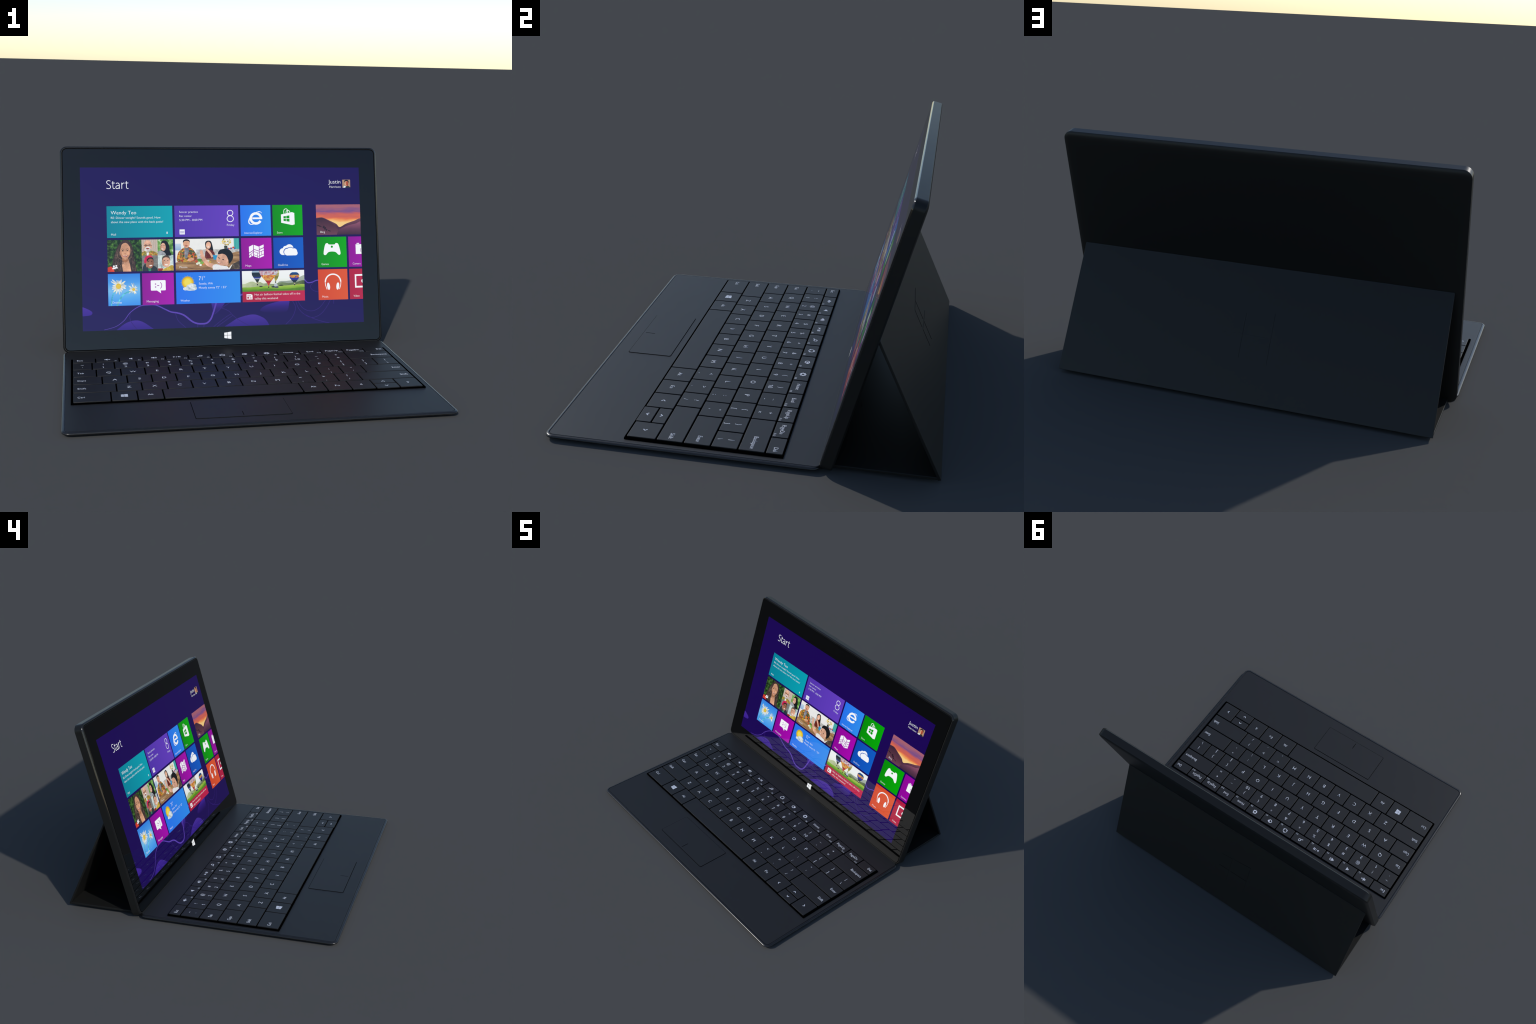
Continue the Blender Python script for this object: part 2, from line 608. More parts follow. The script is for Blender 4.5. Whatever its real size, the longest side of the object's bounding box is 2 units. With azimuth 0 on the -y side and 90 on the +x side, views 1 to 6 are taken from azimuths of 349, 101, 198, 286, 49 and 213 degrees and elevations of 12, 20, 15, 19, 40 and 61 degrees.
# calendar figure and icons
s = symbol()
s.stroke(ellipse(710, 221, 13.6, 13, n=32), 3.2, WHITE).stroke(ellipse(710, 221, 13.6, 13, n=32, a0=350, a1=380 - 0.1), 3.2, WHITE)
s.stroke(ellipse(710, 249, 15.6, 14.6, n=32), 3.2, WHITE).stroke(ellipse(710, 249, 15.6, 14.6, n=32, a0=350, a1=380 - 0.1), 3.2, WHITE)
holes = [rect(466.5 + 5 * i, 305.5 + 4.2 * j, 469.8 + 5 * i, 308 + 4.2 * j) for i in range(4) for j in range(3)]
s.poly(rect(462.6, 298, 487.7, 322), WHITE, 1, holes)
s.build('calendar_symbol', tablet)

# browser letter with its orbit
s = symbol()
ie = lambda a0, a1: ellipse(836.5, 249, 25.5, 24.5, n=30, a0=a0, a1=a1)
s.stroke(ie(-2, -330), 12, WHITE)
s.poly(rect(819, 244, 868, 252.5), WHITE)
orb = ellipse(834, 247, 40, 21, rot=-42, n=60, a0=105, a1=322)
s.stroke(orb, lambda t: 2.2 + 3.6 * math.sin(math.pi * t) ** 2, WHITE)
s.stroke(ellipse(834, 247, 40, 21, rot=-42, n=14, a0=322, a1=372), 4.6, WHITE, w1=1.2)
s.build('tile_symbol', tablet)

# shopping bag
s = symbol()
win = [[(974, 240), (986.2, 238.3), (986.2, 250.2), (974, 250.6)], [(988.4, 238), (1004, 235.8), (1004, 249.7), (988.4, 250.1)],
       [(974, 252.8), (986.2, 252.6), (986.2, 264.4), (974, 262.8)], [(988.4, 252.5), (1004, 252.2), (1004, 266.8), (988.4, 264.7)]]
s.poly([(962, 231), (1017, 220), (1029, 224), (1029.5, 280), (1017, 283.5), (962, 271.5)], WHITE, 1, win)
s.stroke(spline([(977, 228), (976.5, 214), (980, 206), (989, 203.5), (995, 209), (996, 226)], n=6), 3, WHITE)
s.stroke(spline([(988, 226), (988, 217), (994, 211), (1002, 212), (1006.5, 219), (1007, 223)], n=6), 3, WHITE)
s.build('tile_symbol', tablet)

# folded map
s = symbol()


def panel(x0, x1, t0, t1, v):
    """one fold of the map: cut into blocks by streets, fractions v from top to bottom"""
    for a, b, u0, u1 in v:
        xa, xb = x0 + (x1 - x0) * u0, x0 + (x1 - x0) * u1
        ya = lambda u, k: t0 + (t1 - t0) * u + 56 * k
        s.poly([(xa, ya(u0, a)), (xb, ya(u1, a)), (xb, ya(u1, b)), (xa, ya(u0, b))], WHITE)


s.poly([(798, 386.5), (818.5, 377), (818.5, 403), (798, 415)], WHITE)
s.poly([(798.5, 418.5), (818.5, 407), (818.5, 412), (798.5, 428)], WHITE)
s.poly([(798.5, 431.5), (806, 425), (808.5, 435), (798.5, 440)], WHITE)
s.poly([(808.5, 423), (818.5, 414.5), (818.5, 430), (811, 433.5)], WHITE)
panel(822, 847, 377.5, 386.5, [(0.0, 0.36, 0, 1), (0.42, 0.56, 0, 1), (0.60, 0.84, 0, 0.62), (0.60, 0.84, 0.72, 1), (0.88, 1.0, 0, 0.62), (0.88, 1.0, 0.72, 1)])
panel(850, 871, 385, 376.5, [(0.0, 0.24, 0, 1), (0.31, 0.48, 0, 1), (0.53, 0.80, 0, 0.45), (0.53, 0.80, 0.55, 1), (0.85, 1.0, 0, 1)])
s.build('tile_symbol', tablet)

# cloud storage, two clouds
s = symbol()
CL_IN = lit(SKY, 'grad', span=(919.5, 1069.5))


def cloud(puffs, base, grow, mat, layer):
    s.poly(rect(base[0], base[1] - grow, base[2], base[3] + grow), mat, layer)
    for i, (cx, cy, r) in enumerate(puffs):
        s.add([ellipse(cx, cy, r + grow, n=26)], mat, layer + 0.06 * (i + 1))


cloud([(966, 413, 16.5), (981, 400, 15), (999, 398, 20.5)], (966, 408, 1000, 429.5), 0, WHITE, 1)
cloud([(989, 414.5, 17.5), (1004, 411, 18), (1024, 414, 17), (1028, 420.5, 12)], (985, 412, 1030, 432.5), 2.6, CL_IN, 1.4)
cloud([(989, 415.5, 16.8), (1004, 411.5, 18), (1022, 413, 15.5), (1028, 420.5, 12)], (985, 412, 1030, 432.3), 0, WHITE, 1.8)
s.build('tile_symbol', tablet)

# game controller
s = symbol()
s.poly(spline([(1183, 378), (1194, 375.5), (1200, 381.5), (1228, 381.5), (1234, 375.5), (1246, 378), (1253, 397), (1258, 424), (1254, 433),
               (1246, 432), (1230, 418.5), (1199, 418.5), (1184, 432), (1175, 433), (1171.5, 424), (1176, 397)], True, 5), WHITE, 1,
       [ellipse(1214.5, 393, 5.6, n=18)])
s.build('tile_symbol', tablet)

# speech bubble
s = symbol()
s.poly(rrect(35.4, 24.2, 4, 4, 355, 562.6), WHITE)
s.poly([(346, 585), (368, 600.5), (366, 585)], WHITE)
VIO_IN = lit(VIOLET, 'grad', span=(279.6, 429.6))
s.add([ellipse(342.5, 556, 3.6, 2.6, n=14), ellipse(342.5, 570, 3.6, 2.6, n=14), rect(350, 561.6, 359.5, 565)], VIO_IN, 1.4)
s.stroke(ellipse(356, 563, 16, 17, n=16, a0=-58, a1=58), 2.8, VIO_IN, 1.4)
s.build('tile_symbol', tablet)

# headphones
s = symbol()
s.stroke(ellipse(1214.8, 566, 39, 37.5, n=36, a0=180, a1=360), 6.6, WHITE)
for k in (-1, 1):
    cx = 1214.8
    s.stroke([(cx + k * 40.4, 566), (cx + k * 38.5, 583), (cx + k * 31.5, 603)], 3.2, WHITE)
    s.poly(ellipse(cx + k * 23.5, 587.5, 7.4, 18, rot=k * 7, n=24), WHITE)
s.build('tile_symbol', tablet)

# camera and film symbols, cut by the screen edge
s = symbol(clip=(0, 0, 1366, 768))
s.poly(rect(1336.5, 383, 1366, 431), WHITE, 1, [])
s.poly(rect(1342, 376.5, 1355, 381), WHITE)
s.stroke(ellipse(1372, 412, 11, 13, n=24, a0=140, a1=220), 2.4, lit(VIOLET, 'grad', span=(1299.3, 1449.3)), 1.4)
s.build('tile_symbol', tablet)
s = symbol(clip=(0, 0, 1366, 768))
s.poly([(1327, 532), (1366, 531), (1366, 539.5), (1334.5, 540), (1334.5, 589.5), (1366, 589), (1366, 597.5), (1327, 598)], WHITE)
s.poly(ellipse(1370, 565, 10, 10), WHITE)
s.build('tile_symbol', tablet)

# home button mark on the bezel
s = Relief(P, 0.0, 0.00015)
gx0, gx1, gy0, gy1 = 679.2, 680.9, 808.6, 810.3
top = lambda x: 797.5 - (x - 665.8) * 4.4 / 34.2
bot = lambda x: 822.7 + (x - 665.8) * 5.4 / 34.2
for xa, xb in ((665.8, gx0), (gx1, 700.0)):
    s.poly([(xa, top(xa)), (xb, top(xb)), (xb, gy0), (xa, gy0)], WHITE)
    s.poly([(xa, gy1), (xb, gy1), (xb, bot(xb)), (xa, bot(xa))], WHITE)
s.build('home_button', tablet)


# ------------------------------------------------------------------ picture tiles
def picture(x0, y0, x1, y1):
    return Relief(P, 0.0, 0.000025, clip=(x0, y0, x1, y1), walls=False)


def shade(h, k):
    c = [int(h[i:i + 2], 16) for i in (1, 3, 5)]
    return '#' + ''.join('%02x' % max(0, min(255, int(v * k + (14 if k > 1 else 0)))) for v in c)


def photo(h, spread=0.22, scale=34.0, stretch=(1, 1, 1), detail=5.0):
    """one colour of a photograph: uneven light and fine texture"""
    return lit((shade(h, 1 - spread), h, shade(h, 1 + spread * 0.75)), 'noise', scale=scale, stretch=stretch, pos=(0.32, 0.5, 0.68), detail=detail)


SKIN = photo('#d29c7b', 0.13, 20)
SKIN2 = photo('#dba88d', 0.12, 22)
SKIN3 = photo('#8b5943', 0.18, 24)
HAIR = lit(('#15100f', '#3d302c', '#5f4c44'), 'noise', scale=70, stretch=(1.6, 0.5, 1))
BLACK = lit(('#0c0c10', '#1d1c20'), 'noise', scale=80)
LEAF = lit(('#0a160c', '#1d3518', '#3f6a2a', '#6d9a45'), 'noise', scale=48, pos=[0.32, 0.47, 0.6, 0.75])
PLAID = lit(('#a5331f', '#2c4a35', '#d8a83a', '#c4532c', '#33613f'), 'check', scale=95)
PLAID2 = lit(('#8a7a2c', '#d8b04a', '#5f7a3c', '#b4622c'), 'check', scale=110)
WOOD = lit(('#5c4029', '#94704b', '#a9845c', '#c8a67e'), 'noise', scale=26, stretch=(0.3, 2.2, 1), pos=(0.3, 0.45, 0.56, 0.7), detail=6)
LIPS = photo('#9c4a42')
TEETH = lit('#f0e8e2')

f = picture(120, 344, 430, 494)
f.poly(rect(120, 344, 280.6, 494), LEAF, 7)
f.poly(spline([(190, 349), (206, 345.5), (222, 351), (234, 368), (242, 395), (243, 430), (250, 462), (247, 496), (150, 496), (141, 468),
               (146, 438), (156, 404), (170, 372)], True, 6), HAIR, 8)
f.poly([(120, 473), (136, 468), (148, 480), (152, 496), (120, 496)], photo('#d9402c'), 8.5)
f.poly([(188, 432), (216, 432), (224, 460), (230, 496), (192, 496), (186, 458)], SKIN, 9)
f.poly(spline([(203, 358), (222, 370), (227.5, 394), (223, 418), (212, 434), (203, 440), (192, 433), (181, 416), (177, 394), (184, 370)], True, 5), SKIN, 10)
f.poly(spline([(176, 404), (180, 372), (195, 355), (204, 352), (222, 360), (229, 382), (230, 400), (226, 380), (214, 362), (203, 358), (188, 366), (182, 384)], True, 5), HAIR, 10.6)
rf = random.Random(5)
STRAND = [photo('#4a3a34', 0.3), photo('#6b564a', 0.3), photo('#241a18', 0.3)]
for i in range(34):
    side = -1 if i % 2 else 1
    sx = 203 + side * rf.uniform(24, 38)
    ex_ = 203 + side * rf.uniform(12, 56) + (0 if side < 0 else -8)
    y0 = rf.uniform(380, 430)
    y2 = rf.uniform(455, 494)
    w = rf.uniform(2, 5)
    f.stroke(spline([(sx, y0), (sx + side * rf.uniform(-2, 7), y0 + (y2 - y0) * 0.33), (ex_ - side * rf.uniform(-3, 6), y0 + (y2 - y0) * 0.66), (ex_, y2)], n=5),
             rf.uniform(1.2, 3.0), STRAND[i % 3], 8.1 + 0.01 * i if rf.random() < 0.7 else 10.7)
f.poly(spline([(177, 392), (181, 416), (192, 433), (203, 440), (196, 430), (188, 416), (184, 396)], True, 5), photo('#b98263', 0.1), 10.3)  # cheek shading painted on as darker skin shapes, left then right
f.poly(spline([(227, 394), (223, 418), (212, 434), (203, 440), (212, 428), (219, 414), (221, 396)], True, 5), photo('#c08868', 0.1), 10.3)
f.poly(spline([(188, 432), (203, 440), (217, 432), (215, 444), (203, 450), (191, 445)], True, 5), photo('#a8714f', 0.12), 9.5)  # shadow under the chin, drawn as a browner patch on the neck
for ex in (191, 214):
    f.poly(ellipse(ex, 395, 4.6, 1.9), BLACK, 11)
    f.stroke([(ex - 7, 388.5), (ex, 386.5), (ex + 7, 388.5)], 1.7, HAIR, 11)
    f.poly(ellipse(ex, 398.5, 6, 1.8), photo('#c08c6c', 0.1), 10.8)
f.poly(spline([(190, 417), (203, 419.5), (216, 415), (210, 423.5), (202, 425.5), (194, 423)], True, 5), LIPS, 11)
f.poly(spline([(193, 418), (203, 420.2), (213, 416.6), (208, 420.6), (202, 421.8), (196, 420.6)], True, 5), TEETH, 11.5)
f.poly(ellipse(203, 408, 4.4, 2.2), photo('#bd8564', 0.1), 11)
# four small portraits
SHELF = lit(('#e8e2d4', '#5c4034', '#d6c7ac', '#8b3a30', '#efeae0'), 'wave', axis='X', scale=26, distort=3)
f.poly(rect(280.6, 344, 356, 418.4), SHELF, 7)
f.poly(spline([(281, 420), (281, 406), (296, 398), (310, 402), (326, 397), (354, 408), (355, 420)]), PLAID2, 8)
f.poly([(303, 405), (315, 405), (312, 420), (304, 420)], photo('#eef0f0'), 8.6)
f.poly(ellipse(309.5, 374, 19.5, 27), SKIN2, 9)
f.poly(ellipse(309, 390, 15, 13), photo('#dcd6d0'), 9.6)
f.poly(ellipse(309, 387, 8, 3.4), LIPS, 10)
f.stroke([(291, 372), (300, 369), (309, 372), (318, 369), (328, 372)], 2.6, BLACK, 10)
f.poly(rect(356, 344, 430, 418.4), lit(('#1c3a18', '#4f8a35', '#8fbf6a', '#dfe8ee'), 'noise', scale=36, pos=[0.3, 0.45, 0.6, 0.72]), 7)
f.poly(spline([(374, 360), (388, 349), (402, 356), (411, 374), (414, 400), (420, 420), (388, 420), (376, 402), (370, 380)], True, 6), BLACK, 8)
f.poly(spline([(356, 420), (358, 402), (372, 398), (390, 408), (396, 420)]), photo('#9ea2a8'), 9)
f.poly(ellipse(382, 379, 12.5, 20.5, rot=-8), SKIN2, 9.5)
f.poly(spline([(370, 372), (378, 352), (394, 352), (399, 376), (390, 364), (379, 362)], True, 5), BLACK, 10)
f.poly(ellipse(379, 390, 6, 2.2, rot=8), TEETH, 10)
f.poly(rect(280.6, 419, 356.4, 494), lit(('#3a3a3c', '#7b7d7a', '#aaa9a2'), 'noise', scale=55), 7)
f.poly(spline([(281, 496), (287, 470), (300, 458), (330, 466), (350, 478), (356, 496)]), lit(('#1a2024', '#39454c'), 'noise', scale=70), 8)
f.poly(ellipse(318, 455, 18, 27), SKIN3, 9)
f.poly(spline([(291, 452), (294, 432), (306, 420.5), (322, 420), (333, 430), (318, 430), (306, 438), (300, 456)], True, 5), photo('#c4224f'), 10)
f.poly(spline([(304, 440), (314, 430), (330, 430), (336, 446), (328, 436), (314, 436), (306, 448)], True, 5), BLACK, 10.4)
f.poly(ellipse(322, 468, 7.5, 3, rot=-10), TEETH, 10.4)
f.poly([(308, 478), (324, 480), (322, 496), (312, 496)], photo('#2c7a58'), 8.6)
f.poly(rect(356.4, 419, 430, 494), lit(('#3f4a4c', '#b4c8c6', '#dfeae8', '#7fae6a'), 'noise', scale=22, pos=[0.3, 0.45, 0.6, 0.75]), 7)
f.poly(rect(356.4, 482, 380, 494), photo('#a02c26'), 7.6)
f.poly(spline([(372, 496), (384, 484), (400, 478), (420, 468), (432, 474), (432, 500)]), photo('#c2a53c'), 8)
f.poly(ellipse(395, 450, 19.5, 27.5), SKIN2, 9)
f.poly(spline([(375, 446), (379, 428), (394, 420.5), (410, 426), (415.5, 446), (408, 434), (394, 430), (382, 435)], True, 5), photo('#5c4a40'), 10)
f.poly(ellipse(396, 465, 8, 3), TEETH, 10)
for ex, ey, w in ((302, 371, 3), (317, 371, 3), (376, 375, 2.6), (387, 374, 2.6), (312, 449, 3), (326, 448, 3), (387, 446, 3), (403, 445, 3), (306, 377, 0), (488, 363, 2.6), (500, 363, 2.6)):
    if w:
        f.poly(ellipse(ex, ey, w, w * 0.55, n=12), BLACK, 10.8)
for cx, cy, rx, ry in ((301, 378, 4, 12), (371.5, 384, 3, 12), (303, 462, 4, 14), (380, 455, 4, 16)):
    f.poly(ellipse(cx, cy, rx, ry), photo('#b07c60', 0.12), 9.55)
# people mark
for cx, cy, sc, ly in ((160, 466, 1.0, 12), (149, 468, 1.1, 12.5)):
    f.poly(ellipse(cx, cy, 4 * sc), WHITE, ly)
    f.poly(spline([(cx - 7.5 * sc, cy + 12 * sc), (cx - 5 * sc, cy + 6 * sc), (cx, cy + 4.6 * sc), (cx + 5 * sc, cy + 6 * sc), (cx + 7.5 * sc, cy + 12 * sc)]), WHITE, ly)
f.build('people_picture', tablet)

f = picture(440, 344, 750, 494)
f.poly(rect(440, 344, 750, 494), lit(('#dcdfdf', '#ececea', '#f4f4f1'), 'noise', scale=20), 7)
f.poly(rect(440, 366, 468, 398), lit(('#c3d6e6', '#8fb2d6'), 'grad', span=(366, 398), axis='Y'), 7.4)
f.poly(rect(724, 344, 750, 396), lit(('#2f9c9c', '#56b7b0'), 'wave', axis='X', scale=30), 7.4)
f.poly(rect(540, 396, 750, 446), lit(('#4d4f50', '#9a9c9a', '#d8d8d4', '#3c3e3e'), 'noise', scale=48), 7.4)
f.poly(spline([(440, 496), (440, 458), (470, 452), (535, 440), (600, 440), (680, 424), (751, 408), (751, 450), (716, 468), (690, 496)], False, 4), WOOD, 8)
f.poly([(700, 496), (716, 468), (750, 452), (750, 496)], lit(('#14161a', '#4a4038', '#b09a84'), 'noise', scale=45), 8.3)
f.poly(spline([(452, 412), (466, 396), (484, 384), (503, 382), (522, 392), (537, 412), (544, 436), (520, 452), (470, 456), (447, 448)], True, 5), PLAID, 9)
f.poly([(484, 384), (502, 382), (506, 400), (496, 436), (484, 436)], photo('#7d8088'), 9.4)
f.poly(ellipse(494, 366, 16, 21), SKIN, 9.8)
f.poly(spline([(478, 362), (480, 350), (494, 345), (508, 350), (511, 362), (504, 354), (486, 354)], True, 5), BLACK, 10.2)
f.poly(ellipse(494, 377, 7, 2.6), LIPS, 10.4)
f.poly(ellipse(513, 443, 17, 7, rot=-12), SKIN, 10)
f.poly(spline([(584, 372), (588, 358), (600, 353.5), (613, 358), (620, 380), (623, 410), (610, 414), (590, 396)], True, 5), BLACK, 9)
f.poly(spline([(582, 440), (584, 410), (592, 398), (612, 398), (628, 412), (632, 440)]), lit(('#8a2c22', '#5c1e1a', '#b86a50'), 'noise', scale=60), 9.4)
f.poly(ellipse(600, 376, 12, 17), SKIN2, 9.8)
f.poly(ellipse(600, 384, 6, 2.2), TEETH, 10)
f.stroke(spline([(586, 394), (598, 402), (612, 420), (618, 434)], n=4), 10, SKIN2, 10)
f.poly([(620, 422), (648, 426), (642, 446), (624, 446)], lit(('#1c86b8', '#3aa6d6'), 'noise', scale=30), 10)
for vx, vy, vr, vc in ((540, 453, 8, '#c43a2a'), (556, 447, 10, '#4f8f34'), (552, 460, 8, '#dfe6c8'), (566, 459, 9, '#7fae4a'), (574, 466, 7, '#d0813c'),
                       (544, 464, 6, '#e8e8da'), (560, 470, 6, '#f0efe4'), (596, 452, 8, '#d8cfc0'), (606, 456, 6, '#d09a3a')):
    f.poly(ellipse(vx, vy, vr, vr * 0.8, n=16), lit((vc, '#ffffff' if vc > '#e0' else '#8fae60'), 'noise', scale=70, pos=[0.45, 0.9]), 10.2 + (vx % 7) * 0.03)
# raised arm and boy
f.stroke(spline([(566, 420), (578, 444), (596, 466), (626, 478)], n=6), 17, SKIN2, 10.8, w1=20)
f.poly(ellipse(566, 412, 8, 12, rot=-20), SKIN2, 11)
for hx, hy in ((559, 400), (566, 397), (574, 400)):
    f.stroke([(565, 412), (hx, hy)], 4, SKIN2, 11.1)
f.poly(spline([(620, 496), (618, 476), (636, 468), (668, 476), (690, 480), (700, 498)]), lit(('#eceef0', '#3a4a78', '#f2f3f4'), 'wave', axis='Y', scale=30, distort=4, pos=[0.35, 0.5, 0.65]), 11.2)
f.poly(ellipse(667, 443, 29, 33, rot=28), SKIN2, 11.5)
f.poly(spline([(646, 420), (652, 402), (676, 394), (702, 400), (718, 422), (716, 446), (700, 466), (696, 452), (686, 428), (668, 418)], True, 6), BLACK, 11.8)
f.poly(ellipse(687, 468, 7, 9, rot=20), SKIN2, 12)
for ex, ey in ((650, 438), (670, 446)):
    f.poly(ellipse(ex, ey, 5, 2.2, rot=25), BLACK, 12)
f.poly(ellipse(649, 462, 8, 3.4, rot=25), LIPS, 12)
f.poly(ellipse(649, 461, 6, 1.8, rot=25), TEETH, 12.2)
# vase with yellow flowers
f.poly([(676, 380), (692, 380), (694, 402), (678, 402)], photo('#3a4038'), 9)
rf = random.Random(3)
YEL = [photo('#e4b81e'), photo('#f0d24a'), photo('#8a7a1c')]
for i in range(46):
    a, r = rf.uniform(0, 6.28), rf.uniform(0, 1) ** 0.6
    f.poly(ellipse(684 + 27 * r * math.cos(a), 362 + 16 * r * math.sin(a), rf.uniform(2, 4.5), rf.uniform(1.2, 2.4), rot=rf.uniform(0, 180), n=10), YEL[i % 3], 9.2 + 0.02 * i)
for i in range(9):
    f.poly(ellipse(696 + 4 * i, 392 + rf.uniform(-9, 3), 4.5, n=12), lit(rf.choice(('#c4532c', '#3a6ab0', '#d8a83a', '#e07a3a', '#ece8e0', '#5a9a4a'))), 10 + 0.03 * i)
f.build('photo_picture', tablet)

# sunset over hills
f = picture(1139.3, 184, 1366, 334)
f.poly(rect(1139.3, 184, 1366, 334), lit(('#8a5a80', '#a8626e', '#7a4f86', '#c85f56', '#e0704a', '#f3a860', '#f6cf86'), 'grad', span=(182, 276), axis='Y',
                                          scale=15, distort=0.10, stretch=(0.35, 1.7, 1), detail=8.0, pos=[0, 0.18, 0.36, 0.55, 0.74, 0.88, 1.0]), 7)
f.poly(spline([(1130, 250), (1160, 247), (1176, 249), (1204, 262), (1240, 280), (1258, 296), (1290, 280), (1330, 267), (1372, 258), (1372, 340), (1130, 340)], False, 6),
       lit(('#7c4a5c', '#4a2a40', '#5a3348'), 'grad', span=(250, 334), axis='Y', scale=16, distort=0.03), 8)
f.poly(spline([(1130, 254), (1160, 249), (1176, 251), (1200, 263), (1222, 277), (1243, 300), (1262, 340), (1130, 340)], False, 6),
       lit(('#3b2236', '#54303f', '#6a3f50'), 'grad', span=(250, 334), axis='Y', scale=16, distort=0.04), 8.5)
f.poly(spline([(1250, 312), (1280, 296), (1310, 286), (1340, 280), (1372, 272), (1372, 340), (1240, 340)], False, 6),
       lit(('#8a5068', '#5f3850', '#40263a'), 'grad', span=(275, 334), axis='Y', scale=14, distort=0.03), 8.8)
for cx, cy, rx, ry in ((1150, 288, 10, 3), (1158, 291, 8, 2.6), (1176, 295, 5, 7), (1183, 302, 5, 7), (1190, 309, 4, 5), (1204, 314, 8, 2.5)):
    f.poly(ellipse(cx, cy, rx, ry, rot=20), lit(('#20131f', '#3a2434'), 'noise', scale=60), 9)
f.build('landscape_picture', tablet)

# daisies on blue
f = picture(120, 504, 270, 654)
f.poly(rect(120, 504, 270, 654), lit(('#3484e2', '#4a9aea', '#79bcee', '#55a8f0', '#3f92ec'), 'grad', span=(504, 654), axis='Y', scale=4, distort=0.05), 7)
STEM = photo('#4aa8c8')
f.stroke(spline([(158, 580), (142, 602), (136, 630), (134, 656)], n=6), 6, STEM, 8)
f.stroke(spline([(234, 586), (200, 596), (176, 622), (160, 656)], n=6), 6, photo('#56b8c8'), 8)
rf = random.Random(11)
for cx, cy, R, n, cr, cc in ((168.5, 562, 41, 17, 12.5, '#b8921c'), (239, 579, 29, 13, 7.0, '#d08a2c')):
    for i in range(n):
        a = 2 * math.pi * i / n + rf.uniform(-0.1, 0.1)
        L = R * rf.uniform(0.62, 1.08)
        sq = 0.92 if cr > 10 else 1.0
        mx, my = cx + math.cos(a) * L * 0.58, cy + math.sin(a) * L * 0.58 * sq
        f.poly(ellipse(mx, my, L * 0.46, R * rf.uniform(0.07, 0.13), rot=math.degrees(a) + rf.uniform(-9, 9), n=18), photo(rf.choice(('#e8e9e0', '#cfd8da', '#b4c2c8', '#dfdcc4')), 0.16, 40), 9 + 0.03 * i)
    f.poly(ellipse(cx, cy, cr, cr * 1.05), lit((cc, '#e8c84a', '#8a6a14'), 'noise', scale=70), 10)
f.build('flower_picture', tablet)

# sun and cloud
f = Relief(P, Z_T, 0.00004, walls=False)
for i, (r, c) in enumerate(((31, '#5a90d8'), (28.5, '#b49a5a'), (26.5, '#e0b020'), (22, '#efcf2a'), (16, '#f0dc5a'))):  # glow round the sun drawn with stacked coloured discs
    f.poly(ellipse(496, 552, r, r), lit(c), 1 + 0.1 * i)
    if i < 2:
        for k in range(16):
            a = k * math.pi / 8
            f.poly([(496 + (r + 5 - 2 * i) * math.cos(a), 552 + (r + 5 - 2 * i) * math.sin(a)), (496 + (r - 2) * math.cos(a + 0.12), 552 + (r - 2) * math.sin(a + 0.12)),
                    (496 + (r - 2) * math.cos(a - 0.12), 552 + (r - 2) * math.sin(a - 0.12))], lit(c), 1 + 0.1 * i)
CLD = lit(('#7f97a6', '#c4d2da', '#f2f6f8'), 'noise', scale=44, pos=[0.3, 0.48, 0.62])
for i, (cx, cy, rx, ry) in enumerate(((486, 582, 13, 8), (500, 574, 12, 11), (514, 567, 12, 11), (526, 571, 11, 10), (531, 580, 9, 9), (508, 582, 26, 10), (519, 586, 14, 6))):
    f.poly(ellipse(cx, cy, rx, ry), CLD, 1.6 + 0.05 * i)
f.build('weather_symbol', tablet)

# balloons over a meadow, red caption bar
f = picture(760, 504, 1069.6, 654)
f.poly(rect(760, 504, 1069.6, 604), lit(('#f2f4f6', '#eef2f2', '#e2e8d2'), 'grad', span=(504, 575), axis='Y'), 7)
f.poly(spline([(930, 600), (940, 560), (980, 556), (1010, 552), (1040, 541), (1075, 533), (1075, 600)], False, 5), lit(('#a8b4a8', '#8a988c'), 'grad', span=(535, 580), axis='Y'), 7.3)
f.poly(spline([(755, 600), (755, 570), (775, 566), (797, 557), (815, 556), (830, 563), (847, 558), (864, 566), (884, 565), (912, 570), (935, 566), (960, 562),
               (990, 567), (1030, 562), (1072, 556), (1072, 600)], False, 4),
       lit(('#c4cfa4', '#7f9268', '#4a5c3a'), 'grad', span=(760, 1069), axis='X', scale=50, distort=0.15), 7.6)
f.poly(spline([(755, 606), (755, 585), (800, 583), (876, 578), (960, 579), (1075, 574), (1075, 606)], False, 4),
       lit(('#9fbf4a', '#7fae2c', '#5f9420', '#3f701a'), 'grad', span=(578, 606), axis='Y', scale=18, distort=0.035, stretch=(0.4, 1.6, 1)), 8)
f.poly(spline([(830, 606), (845, 594), (880, 590), (960, 596), (1075, 588), (1075, 606)], False, 4), lit(('#3f6a1c', '#6a9a2a'), 'noise', scale=40), 8.3)
f.poly(rect(760, 604, 1069.6, 654), lit(RED, 'grad', span=(760, 1069)), 8.6)


def balloon(top, bands, foot, ly):
    """bands: (y, half-width, centre) stations with a colour for the strip below each"""
    for (y0, h0, c0, col), (y1, h1, c1, _) in zip(bands, bands[1:]):
        f.poly([(c0 - h0, y0), (c0 + h0, y0), (c1 + h1, y1), (c1 - h1, y1)], lit(col) if isinstance(col, str) else col, ly)
        ly += 0.02
    f.poly(rect(foot[0] - 3, foot[1] - 3, foot[0] + 3, foot[1] + 4), photo('#3a3436'), ly)


